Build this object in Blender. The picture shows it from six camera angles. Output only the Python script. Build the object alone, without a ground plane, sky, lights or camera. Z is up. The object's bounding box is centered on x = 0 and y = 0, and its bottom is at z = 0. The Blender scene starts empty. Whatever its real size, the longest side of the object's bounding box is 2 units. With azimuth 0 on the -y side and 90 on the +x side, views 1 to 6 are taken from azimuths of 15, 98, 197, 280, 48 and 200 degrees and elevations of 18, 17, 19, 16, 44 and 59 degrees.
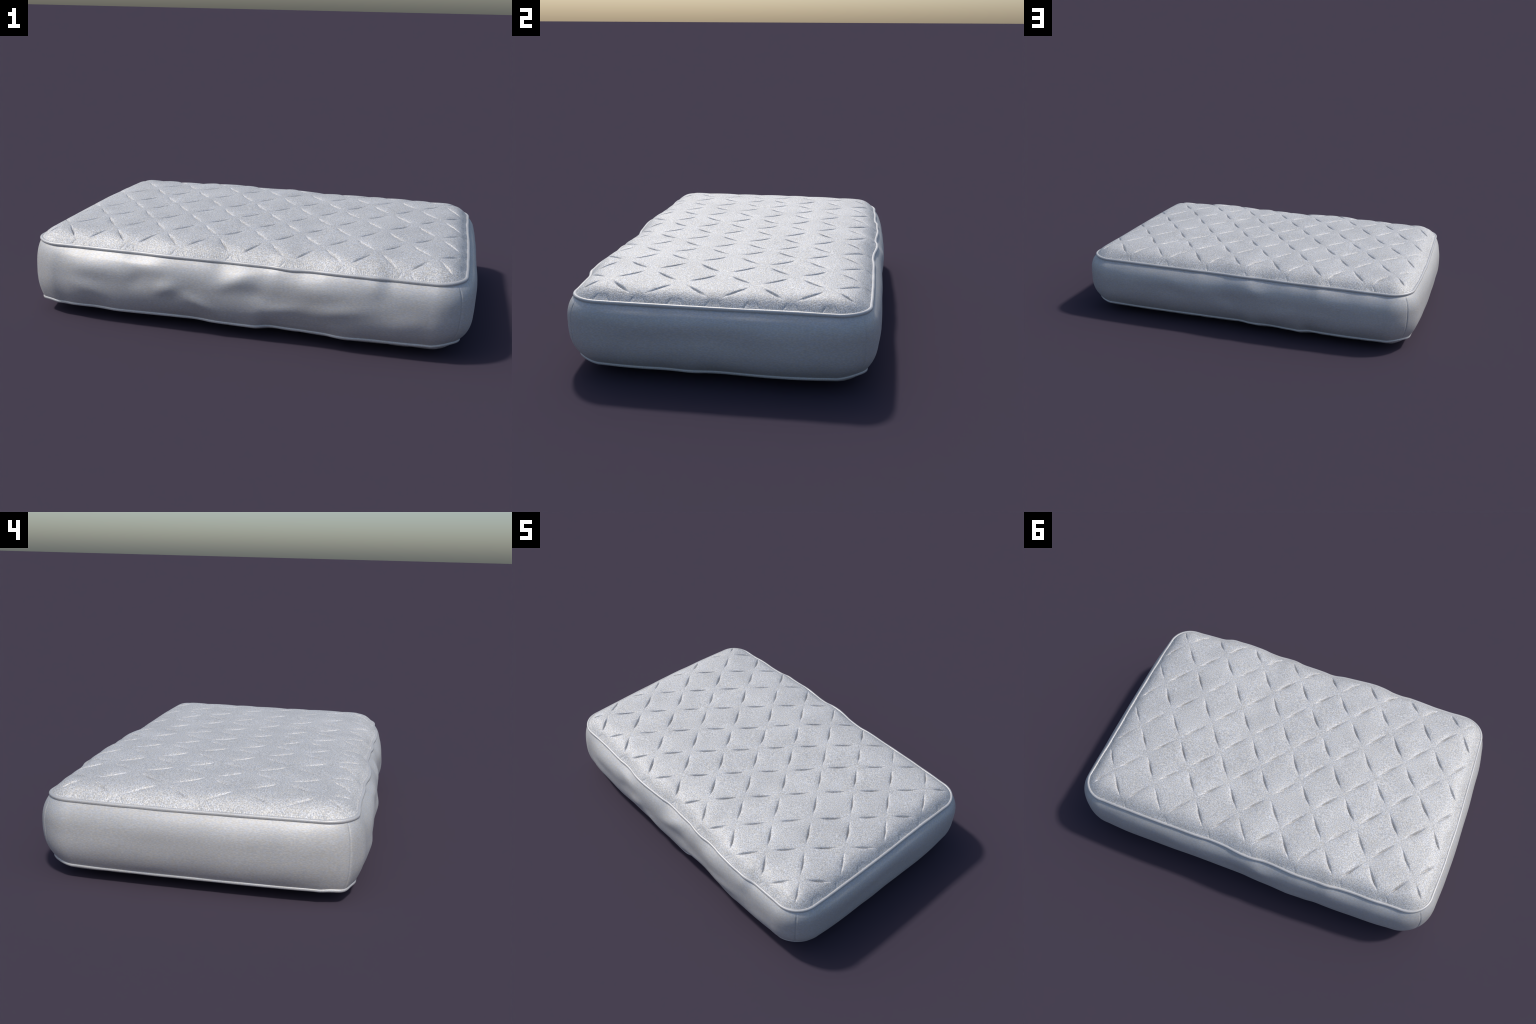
import bpy, math
import numpy as np

rng = np.random.default_rng(7)

# ------------------------------------------------------------------ sizes
HALF_X, HALF_Y = 0.951, 0.617        # piping centre line
CORNER_R = 0.125
Z_TOP, Z_BOT = 0.334, 0.061          # heights of the two pipings
PIPE_R = 0.0080
BULGE = 0.0478                        # belly of the side border
TOP_RISE, TOP_DOME = 0.0485, 0.0215    # crown of the quilted panels

# quilting: two families of stitch lines
QUILT_ANGLE = math.radians(37.3)
QUILT_PITCH = 0.1870
QUILT_OFF_A, QUILT_OFF_B = -0.0101, -0.0005

# ------------------------------------------------------------------ the seam lines
# outward position of each seam (distance from the middle), every 10 cm or 5 cm along the edge
XS = np.arange(-0.80, 0.801, 0.05)
FRONT_TOP = [.620, .618, .618, .618, .621, .624, .625, .622, .625, .634, .638, .637, .634, .630,
             .625, .617, .617, .620, .621, .623, .631, .632, .628, .630, .636, .639, .641, .639,
             .637, .624, .621, .619, .617]
BACK_TOP = [.612, .614, .618, .619, .618, .619, .623, .632, .632, .633, .636, .635, .631, .627,
            .627, .634, .635, .630, .622, .618, .617, .621, .622, .622, .622, .623, .623, .623,
            .623, .622, .622, .621, .619]
FRONT_BOT = [.618, .624, .623, .620, .624, .630, .629, .626, .623, .620, .617, .615, .613, .616,
             .624, .627, .627, .627, .624, .603, .604, .606, .607, .610, .614, .625, .626, .620,
             .616, .615, .613, .610, .606]
BACK_BOT = [.606, .610, .612, .614, .615, .615, .614, .612, .610, .626, .622, .618, .613, .612,
            .618, .615, .604, .605, .606, .607, .608, .608, .609, .610, .611, .611, .612, .612,
            .612, .612, .611, .610, .608]
YS = np.arange(-0.5, 0.501, 0.1)
RIGHT_TOP = [.949, .952, .953, .954, .954, .954, .952, .950, .949, .950, .950]
LEFT_TOP = [.953, .956, .959, .961, .963, .965, .966, .963, .962, .957, .951]
RIGHT_BOT = [.940, .948, .951, .949, .956, .947, .951, .956, .956, .949, .938]
LEFT_BOT = [.947, .951, .953, .953, .953, .952, .951, .950, .948, .946, .940]


def smooth_interp(x, xs, ys):
    """Catmull-Rom through evenly spaced control values, clamped at the ends."""
    ys = np.asarray(ys, float)
    h = xs[1] - xs[0]
    f = np.clip((np.asarray(x) - xs[0]) / h, 0, len(ys) - 1 - 1e-9)
    i = f.astype(int)
    t = f - i
    g = lambda k: ys[np.clip(k, 0, len(ys) - 1)]
    p0, p1, p2, p3 = g(i - 1), g(i), g(i + 1), g(i + 2)
    return 0.5 * (2 * p1 + (p2 - p0) * t + (2 * p0 - 5 * p1 + 4 * p2 - p3) * t * t
                  + (3 * p1 - p0 - 3 * p2 + p3) * t ** 3)


N_OUT = 2400


def rounded_rect(n):
    """Closed rounded rectangle, even arc length, counter-clockwise from the middle of +x."""
    r, a, b = CORNER_R, HALF_X, HALF_Y
    pts = []
    for cx, cy, a0 in ((a - r, b - r, 0), (-a + r, b - r, 90), (-a + r, -b + r, 180), (a - r, -b + r, 270)):
        for k in range(65):
            th = math.radians(a0 + 90 * k / 64)
            pts.append((cx + r * math.cos(th), cy + r * math.sin(th), math.cos(th), math.sin(th)))
    first = [(a, 0.0, 1.0, 0.0)]
    p = np.array(first + pts + first)
    seg = np.r_[0, np.cumsum(np.hypot(np.diff(p[:, 0]), np.diff(p[:, 1])))]
    s = np.linspace(0, seg[-1], n, endpoint=False)
    q = np.c_[[np.interp(s, seg, p[:, k]) for k in range(4)]].T
    q[:, 2:] /= np.linalg.norm(q[:, 2:], axis=1)[:, None]
    return q[:, :2], q[:, 2:]


BASE, NORM = rounded_rect(N_OUT)


def seam_line(front, back, right, left, z0, top, calm=False):
    x, y = BASE[:, 0], BASE[:, 1]
    nx, ny = NORM[:, 0], NORM[:, 1]
    fy = np.where(ny < 0, smooth_interp(x, XS, front), smooth_interp(x, XS, back)) - (0.004 if top else 0.003) - HALF_Y
    fx = np.where(nx > 0, smooth_interp(y, YS, right), smooth_interp(y, YS, left)) - (0.004 if top else 0.003) - HALF_X
    off = fy * ny ** 2 + fx * nx ** 2
    if calm:
        w = 90
        box = np.ones(2 * w + 1) / (2 * w + 1)
        off = np.convolve(np.r_[off[-w:], off, off[:w]], box, 'valid')
        fy = off
    p = np.zeros((N_OUT, 3))
    p[:, :2] = BASE + NORM * off[:, None]
    # where the seam is pushed out it also rides up a little
    p[:, 2] = z0 + (0.28 * (fy - 0.004) * ny ** 2) * (1 if top else -0.15)
    if top:          # the front seam sags a little where the cloth has rolled over
        p[:, 2] -= 0.004 * np.exp(-((x - 0.25) / 0.05) ** 2) * np.clip(-ny, 0, 1)
    corner = (2 * np.abs(nx * ny)) ** 1.2
    p[:, 2] += (0.002 if top else 0.009) * corner
    if not top:
        p[:, :2] -= NORM * (0.004 * corner)[:, None]
    if not top:      # the lower seam is tugged out to a point at one corner
        c = np.hypot(x + 0.925, y + 0.585)
        k = np.exp(-(c / 0.035) ** 2)
        p[:, :2] += NORM * (0.013 * k)[:, None]
        p[:, 2] -= 0.010 * np.exp(-(c / 0.06) ** 2)
    return p


TOP_LINE = seam_line(FRONT_TOP, BACK_TOP, RIGHT_TOP, LEFT_TOP, Z_TOP, True)
BOT_LINE = seam_line(FRONT_BOT, BACK_BOT, RIGHT_BOT, LEFT_BOT, Z_BOT, False)
TOP_CALM = seam_line(FRONT_TOP, BACK_TOP, RIGHT_TOP, LEFT_TOP, Z_TOP, True, True)
BOT_CALM = seam_line(FRONT_BOT, BACK_BOT, RIGHT_BOT, LEFT_BOT, Z_BOT, False, True)


# ------------------------------------------------------------------ smooth noise helper
def wave_field(x, y, seed, freqs, n=10):
    r = np.random.default_rng(seed)
    out = np.zeros_like(x)
    for _ in range(n):
        th, f, ph = r.uniform(0, 2 * math.pi), r.uniform(*freqs), r.uniform(0, 2 * math.pi)
        out += np.sin(2 * math.pi * f * (x * math.cos(th) + y * math.sin(th)) + ph)
    return out / math.sqrt(n)


# ------------------------------------------------------------------ mesh helpers
def grid_faces(nu, nv, wrap=False, flip=False):
    i = np.arange(nu if wrap else nu - 1)
    j = np.arange(nv - 1)
    I, J = np.meshgrid(i, j, indexing='ij')
    I2 = (I + 1) % nu
    f = np.stack([I * nv + J, I2 * nv + J, I2 * nv + J + 1, I * nv + J + 1], -1).reshape(-1, 4)
    return f[:, ::-1] if flip else f


def make_mesh(name, verts, faces, mat, parent, normals=None):
    me = bpy.data.meshes.new(name)
    nf = len(faces)
    me.vertices.add(len(verts))
    me.vertices.foreach_set('co', np.ascontiguousarray(verts, dtype=np.float32).ravel())
    me.loops.add(nf * 4)
    me.loops.foreach_set('vertex_index', np.ascontiguousarray(faces, dtype=np.int32).ravel())
    me.polygons.add(nf)
    me.polygons.foreach_set('loop_start', np.arange(0, nf * 4, 4, dtype=np.int32))
    me.polygons.foreach_set('loop_total', np.full(nf, 4, dtype=np.int32))
    me.polygons.foreach_set('use_smooth', np.ones(nf, dtype=bool))
    me.update(calc_edges=True)
    me.validate()
    if normals is not None:
        me.normals_split_custom_set_from_vertices(normals.tolist())
    me.materials.append(mat)
    ob = bpy.data.objects.new(name, me)
    bpy.context.collection.objects.link(ob)
    ob.parent = parent
    return ob


# ------------------------------------------------------------------ quilted panels
def corner_index():
    idx = []
    for sx, sy in ((1, -1), (1, 1), (-1, 1), (-1, -1)):
        idx.append(int(np.argmin(np.hypot(NORM[:, 0] - sx * .7071, NORM[:, 1] - sy * .7071))))
    return idx


C_SE, C_NE, C_NW, C_SW = corner_index()


def cut(line, i0, i1, n):
    """n evenly spaced points of the closed seam from index i0 on to index i1."""
    k = (i1 - i0) % N_OUT
    p = line[(i0 + np.arange(k + 1)) % N_OUT]
    s = np.r_[0, np.cumsum(np.linalg.norm(np.diff(p, axis=0), axis=1))]
    q = np.linspace(0, s[-1], n)
    return np.c_[[np.interp(q, s, p[:, a]) for a in range(3)]].T


def coons(line, nu, nv):
    b = cut(line, C_SW, C_SE, nu)            # front edge, -x to +x
    r = cut(line, C_SE, C_NE, nv)            # +x edge, front to back
    t = cut(line, C_NE, C_NW, nu)[::-1]
    l = cut(line, C_NW, C_SW, nv)[::-1]
    u = np.linspace(0, 1, nu)[:, None, None]
    v = np.linspace(0, 1, nv)[None, :, None]
    B, T, Lf, R = b[:, None], t[:, None], l[None], r[None]
    return ((1 - v) * B + v * T + (1 - u) * Lf + u * R
            - ((1 - u) * (1 - v) * b[0] + u * (1 - v) * b[-1] + (1 - u) * v * t[0] + u * v * t[-1]))


def edge_distance(x, y, line):
    d = np.full(x.shape, 0.6)
    near = (np.abs(x) > HALF_X - 0.28) | (np.abs(y) > HALF_Y - 0.28)
    P = np.stack([x[near], y[near]], -1)
    L = line[::3, :2]
    out = np.empty(len(P))
    for k in range(0, len(P), 4000):
        D = P[k:k + 4000, None] - L[None]
        out[k:k + 4000] = np.sqrt((D ** 2).sum(-1).min(1))
    d[near] = out
    far = np.minimum(HALF_X - np.abs(x), HALF_Y - np.abs(y))
    d[~near] = far[~near]
    return d


def quilt(x, y, seed, edge):
    ca, sa = math.cos(QUILT_ANGLE), math.sin(QUILT_ANGLE)
    wa = 0.004 * wave_field(x, y, seed, (0.8, 2.5))
    wb = 0.004 * wave_field(x, y, seed + 1, (0.8, 2.5))
    A = (x * ca + y * sa - QUILT_OFF_A + wa) / QUILT_PITCH
    B = (-x * ca + y * sa - QUILT_OFF_B + wb) / QUILT_PITCH
    dA = np.abs(A - np.round(A)) * QUILT_PITCH
    dB = np.abs(B - np.round(B)) * QUILT_PITCH
    # each stitch pulls hardest half way between two crossings, and lets go near the rim
    strong = 0.9 + 0.2 * wave_field(x, y, seed + 2, (1.5, 4.0))
    strong = np.clip(strong, 0.55, 1.35)
    inner = np.clip((edge - 0.022) / 0.05, 0, 1)
    inner = inner * inner * (3 - 2 * inner)
    eA = np.sin(math.pi * B) ** 2
    eB = np.sin(math.pi * A) ** 2
    # narrow, deep pinches that close up towards the crossings
    g = lambda d: 0.75 * np.exp(-(d / 0.0033) ** 2) + 0.25 * np.exp(-d / 0.009)
    groove = -0.0180 * strong * (g(dA) * eA ** 2 + g(dB) * eB ** 2)
    pil = lambda d: np.exp(-(d / 0.020) ** 1.5)
    pillow = -0.0022 * (pil(dA) * (0.2 + 0.8 * eA) + pil(dB) * (0.2 + 0.8 * eB))
    return (groove + pillow) * inner


TUFT_X, TUFT_Y = 0.2385, 0.1545      # spacing of the gathers along the long and short seams


def gathers(x, y, d):
    """Pairs of short slanting creases where the panel is gathered into the seam."""
    long_side = (HALF_Y - np.abs(y)) < (HALF_X - np.abs(x))
    s = np.where(long_side, x + 0.006, y + 0.004)
    pitch = np.where(long_side, TUFT_X, TUFT_Y)
    k = np.round(s / pitch)
    s = np.abs(s - k * pitch)
    ok = np.where(long_side, np.abs(k) <= 3, np.abs(k) <= 3)
    dist = np.abs(s - (0.036 - 0.75 * d)) * 0.8
    win = np.clip(d / 0.008, 0, 1) * np.clip((0.030 - d) / 0.014, 0, 1)
    crease = -0.0042 * np.exp(-np.sqrt(dist ** 2 + 0.001 ** 2) / 0.0032) * win
    hump = -0.0035 * np.exp(-(s / 0.022) ** 2) * np.exp(-((d - 0.016) / 0.013) ** 2)
    return (crease + hump) * ok


def panel_heights(x, y, d, seed, crown):
    k = np.clip(d / 0.105, 0, 1)
    rise = crown[0] * (1 - (1 - k) ** 2.55)
    dome = crown[1] * (1 - (1 - np.clip(d / 0.33, 0, 1)) ** 2)
    q = quilt(x, y, seed, d) + gathers(x, y, d)
    lumps = 0.0008 * wave_field(x, y, seed + 5, (1.0, 3.0)) * np.clip(d / 0.1, 0, 1)
    return rise + dome + q + lumps


def build_panel(name, line, nu, nv, up, seed, mat, parent):
    g = coons(line, nu, nv)
    x, y = g[..., 0], g[..., 1]
    d = edge_distance(x.ravel(), y.ravel(), line).reshape(x.shape)
    d[0] = d[-1] = 0
    d[:, 0] = d[:, -1] = 0
    h = panel_heights(x, y, d, seed, (TOP_RISE, TOP_DOME) if up else (0.032, 0.030))
    g[..., 2] += h if up else -h
    if not up:
        lo = g[..., 2].min()
        g[..., 2] -= lo * np.clip(d / 0.12, 0, 1)
    return make_mesh(name, g.reshape(-1, 3), grid_faces(nu, nv, flip=not up), mat, parent)


# ------------------------------------------------------------------ the side border
# bulges and hollows of the cloth on the front side: x, z, spread in x, spread in z, height, tilt
FRONT_LUMPS = [(-.40, .296, .10, .030, .0065, -6), (-.29, .205, .062, .034, .0105, 15), (-.14, .150, .085, .026, .006, -25),
               (-.42, .225, .05, .035, -.005, 20), (.02, .272, .085, .034, .0095, 22), (.10, .222, .05, .035, -.006, 0),
               (.46, .185, .12, .034, .007, 10), (.63, .262, .07, .045, -.005, 0), (-.845, .200, .035, .085, .004, 0),
               (-.66, .165, .09, .036, .006, -14), (.21, .160, .10, .030, .005, 12), (.33, .275, .12, .035, .003, -8),
               (.75, .17, .08, .05, .003, 30), (.28, .125, .11, .06, -.006, 0), (-.66, .255, .12, .05, .005, 0),
               (.66, .21, .10, .07, -.004, 0), (.22, .22, .11, .08, -.006, 0), (-.58, .27, .14, .04, .004, 0)]
END_LUMPS = [(-.10, .22, .20, .05, -.003, 8)]      # on the +x end, along y
BACK_LUMPS = [(-.10, .27, .05, .03, .005, 0), (.05, .20, .10, .05, -.006, 20), (-.25, .15, .09, .04, .005, -15),
              (.35, .25, .12, .04, .004, 10), (-.55, .2, .1, .06, -.003, 0)]


def lump_field(x, z, lumps):
    out = np.zeros_like(x)
    for cx, cz, sx, sz, a, tilt in lumps:
        c, s = math.cos(math.radians(tilt)), math.sin(math.radians(tilt))
        u, v = (x - cx) * c + (z - cz) * s, (z - cz) * c - (x - cx) * s
        out += a * np.exp(-(u / sx) ** 2 - (v / sz) ** 2)
    return out


def build_sides(mats, parent):
    nt = 72
    t = np.linspace(0, 1, nt)
    to = np.c_[-NORM * 0.001, np.full(N_OUT, -0.003)]
    bo = np.c_[NORM * 0.0045, np.full(N_OUT, 0.004)]
    # the waviness of the seams dies out towards the middle of the wall
    k0 = np.clip(1 - t / 0.42, 0, 1) ** 2
    k1 = np.clip(1 - (1 - t) / 0.42, 0, 1) ** 2
    mix = lambda a, b: a[:, None] * (1 - t)[None, :, None] + b[:, None] * t[None, :, None]
    P = (mix(TOP_CALM + to, BOT_CALM + bo) + (TOP_LINE - TOP_CALM)[:, None] * k0[None, :, None]
         + (BOT_LINE - BOT_CALM)[:, None] * k1[None, :, None])
    power = 2.7 + 0.9 * np.clip(NORM[:, 0], 0, 1)[:, None] ** 2
    belly = 1 - np.abs(2 * t[None] ** 0.92 - 1) ** power
    mid = 1 - 0.42 * (2 * np.abs(NORM[:, 0] * NORM[:, 1])) ** 0.8
    mid = np.convolve(np.r_[mid[-60:], mid, mid[:60]], np.ones(121) / 121, 'valid')
    mid *= np.where(NORM[:, 0] < 0, 1 - 0.09 * NORM[:, 0] ** 2, 1)
    mid -= 0.22 * np.exp(-(np.hypot(BASE[:, 0] + 0.92, BASE[:, 1] + 0.585) / 0.16) ** 2)
    belly = BULGE * mid[:, None] * belly
    ny = NORM[:, 1][:, None]
    x, z = P[..., 0], P[..., 2]
    env = np.clip(np.minimum(t, 1 - t) / 0.12, 0, 1)[None] ** 1.0
    wf = np.clip(-ny, 0, 1) ** 2
    wb = np.clip(ny, 0, 1) ** 2
    lump = (lump_field(x, z, FRONT_LUMPS) * wf + lump_field(x, z, BACK_LUMPS) * wb
            + lump_field(P[..., 1], z, END_LUMPS) * np.clip(NORM[:, :1], 0, 1) ** 2) * env
    fine = 0.0012 * wave_field(P[..., 0] + P[..., 1] * 0.9, z * 1.3, 31, (1.5, 5)) * env
    off = belly + lump + fine
    # a sewn seam runs down each corner
    seam_at = []
    for c, sh in ((C_NE, 0), (C_NW, 0), (C_SW, 0), (C_SE, 0)):
        seam_at.append((c + sh) % N_OUT)
    step = np.linalg.norm(np.diff(BASE[:2], axis=0))
    for c in seam_at:
        dist = (np.arange(N_OUT) - c + N_OUT // 2) % N_OUT - N_OUT // 2
        ds = dist * step
        off -= (0.0034 * np.exp(-(ds / 0.0024) ** 2))[:, None] * np.clip(env, 0, 1)
    P[..., :2] += NORM[:, None] * off[..., None]
    # vertex normals of the whole strip, so that the four lengths meet without a break
    du = np.roll(P, -1, 0) - np.roll(P, 1, 0)
    dv = np.gradient(P, axis=1)
    nrm = np.cross(dv, du)
    nrm /= np.linalg.norm(nrm, axis=-1, keepdims=True)
    if (nrm[:, :, :2] * NORM[:, None]).sum() < 0:
        nrm = -nrm
    for a, b in ((C_NE, C_NW), (C_NW, C_SW), (C_SW, C_SE), (C_SE, C_NE)):
        idx = (a + np.arange((b - a) % N_OUT + 1)) % N_OUT
        make_mesh('side_panel', P[idx].reshape(-1, 3), grid_faces(len(idx), nt, flip=True),
                  mats, parent, nrm[idx].reshape(-1, 3))


# ------------------------------------------------------------------ piping
def build_piping(line, mat, parent):
    q = line
    tan = np.roll(q, -3, 0) - np.roll(q, 3, 0)
    tan /= np.linalg.norm(tan, axis=1)[:, None]
    out = np.c_[NORM, np.zeros(N_OUT)]
    out -= tan * (out * tan).sum(1)[:, None]
    out /= np.linalg.norm(out, axis=1)[:, None]
    up = np.cross(out, tan)
    m = 18
    th = np.linspace(0, 2 * math.pi, m, endpoint=False)
    th = np.r_[th, th[:1]]
    rad = PIPE_R * (1 + 0.05 * wave_field(np.arange(N_OUT) / 60., np.zeros(N_OUT), 5, (0.3, 1.2)))
    V = q[:, None] + rad[:, None, None] * (np.cos(th)[None, :, None] * out[:, None] + np.sin(th)[None, :, None] * up[:, None])
    V = V[:, :m]
    I, J = np.meshgrid(np.arange(N_OUT), np.arange(m), indexing='ij')
    f = np.stack([I * m + J, ((I + 1) % N_OUT) * m + J, ((I + 1) % N_OUT) * m + (J + 1) % m, I * m + (J + 1) % m], -1).reshape(-1, 4)
    ob = make_mesh('piping', V.reshape(-1, 3), f, mat, parent)
    # make sure the tube faces outwards
    p = ob.data.polygons[0]
    c = np.array(p.center) - q[0]
    if np.dot(c, np.array(p.normal)) < 0:
        ob.data.flip_normals()
    return ob


# ------------------------------------------------------------------ materials
def cloth(name, base, metallic, rough, speck_scale, speck, bump, stretch=(1, 1, 1), blotch=0.06):
    m = bpy.data.materials.new(name)
    m.use_nodes = True
    nt = m.node_tree
    N, K = nt.nodes, nt.links
    bs = N['Principled BSDF']
    tc = N.new('ShaderNodeTexCoord')
    mp = N.new('ShaderNodeMapping')
    mp.inputs['Scale'].default_value = stretch
    K.new(tc.outputs['Object'], mp.inputs['Vector'])

    n1 = N.new('ShaderNodeTexNoise')
    n1.inputs['Scale'].default_value = speck_scale
    n1.inputs['Detail'].default_value = 2.0
    n1.inputs['Roughness'].default_value = 0.6
    K.new(mp.outputs['Vector'], n1.inputs['Vector'])
    n2 = N.new('ShaderNodeTexNoise')
    n2.inputs['Scale'].default_value = 7.0
    n2.inputs['Detail'].default_value = 4.0
    K.new(mp.outputs['Vector'], n2.inputs['Vector'])

    r1 = N.new('ShaderNodeMapRange')  # sparkle of the sheen painted into the base colour as pale specks
    r1.inputs['From Min'].default_value = 0.36
    r1.inputs['From Max'].default_value = 0.74
    r1.inputs['To Min'].default_value = 1 - 0.65 * speck
    r1.inputs['To Max'].default_value = 1 + 1.45 * speck
    K.new(n1.outputs['Fac'], r1.inputs['Value'])
    r2 = N.new('ShaderNodeMapRange')
    r2.inputs['From Min'].default_value = 0.3
    r2.inputs['From Max'].default_value = 0.7
    r2.inputs['To Min'].default_value = 1 - blotch
    r2.inputs['To Max'].default_value = 1 + blotch
    K.new(n2.outputs['Fac'], r2.inputs['Value'])
    mu = N.new('ShaderNodeMath')
    mu.operation = 'MULTIPLY'
    K.new(r1.outputs['Result'], mu.inputs[0])
    K.new(r2.outputs['Result'], mu.inputs[1])
    # faint warm and cool mottling
    mixc = N.new('ShaderNodeMix')
    mixc.data_type = 'RGBA'
    mixc.inputs[6].default_value = (*[c * f for c, f in zip(base, (1.02, 1.0, 0.96))], 1)
    mixc.inputs[7].default_value = (*[c * f for c, f in zip(base, (0.97, 1.0, 1.06))], 1)
    n3 = N.new('ShaderNodeTexNoise')
    n3.inputs['Scale'].default_value = speck_scale * 0.6
    K.new(mp.outputs['Vector'], n3.inputs['Vector'])
    r3 = N.new('ShaderNodeMapRange')
    r3.inputs['From Min'].default_value = 0.4
    r3.inputs['From Max'].default_value = 0.6
    K.new(n3.outputs['Fac'], r3.inputs['Value'])
    K.new(r3.outputs['Result'], mixc.inputs[0])
    vm = N.new('ShaderNodeVectorMath')
    vm.operation = 'SCALE'
    K.new(mixc.outputs[2], vm.inputs[0])
    K.new(mu.outputs['Value'], vm.inputs['Scale'])
    K.new(vm.outputs['Vector'], bs.inputs['Base Color'])

    bp = N.new('ShaderNodeBump')
    bp.inputs['Strength'].default_value = bump
    bp.inputs['Distance'].default_value = 0.004
    K.new(n1.outputs['Fac'], bp.inputs['Height'])
    K.new(bp.outputs['Normal'], bs.inputs['Normal'])
    bs.inputs['Metallic'].default_value = metallic
    bs.inputs['Roughness'].default_value = rough
    return m


GREY = (0.585, 0.579, 0.568)
M_TOP = cloth('quilted_cloth', GREY, 0.24, 0.64, 205, 0.36, 0.42)
M_SIDE = cloth('side_cloth', GREY, 0.34, 0.58, 300, 0.12, 0.12, (0.35, 0.35, 1.3))
M_PIPE = cloth('piping_cloth', GREY, 0.28, 0.50, 300, 0.10, 0.12)

# ------------------------------------------------------------------ assemble
root = bpy.data.objects.new('mattress', None)
bpy.context.collection.objects.link(root)
root['label'] = 'soft grey mattress with diamond quilting and piped edges'
root['category'] = 'mattress'

build_panel('quilted_panel', TOP_LINE, 1150, 750, True, 11, M_TOP, root)
build_panel('quilted_panel', BOT_LINE, 320, 208, False, 41, M_TOP, root)
build_sides(M_SIDE, root)
build_piping(TOP_LINE, M_PIPE, root)
build_piping(BOT_LINE, M_PIPE, root)
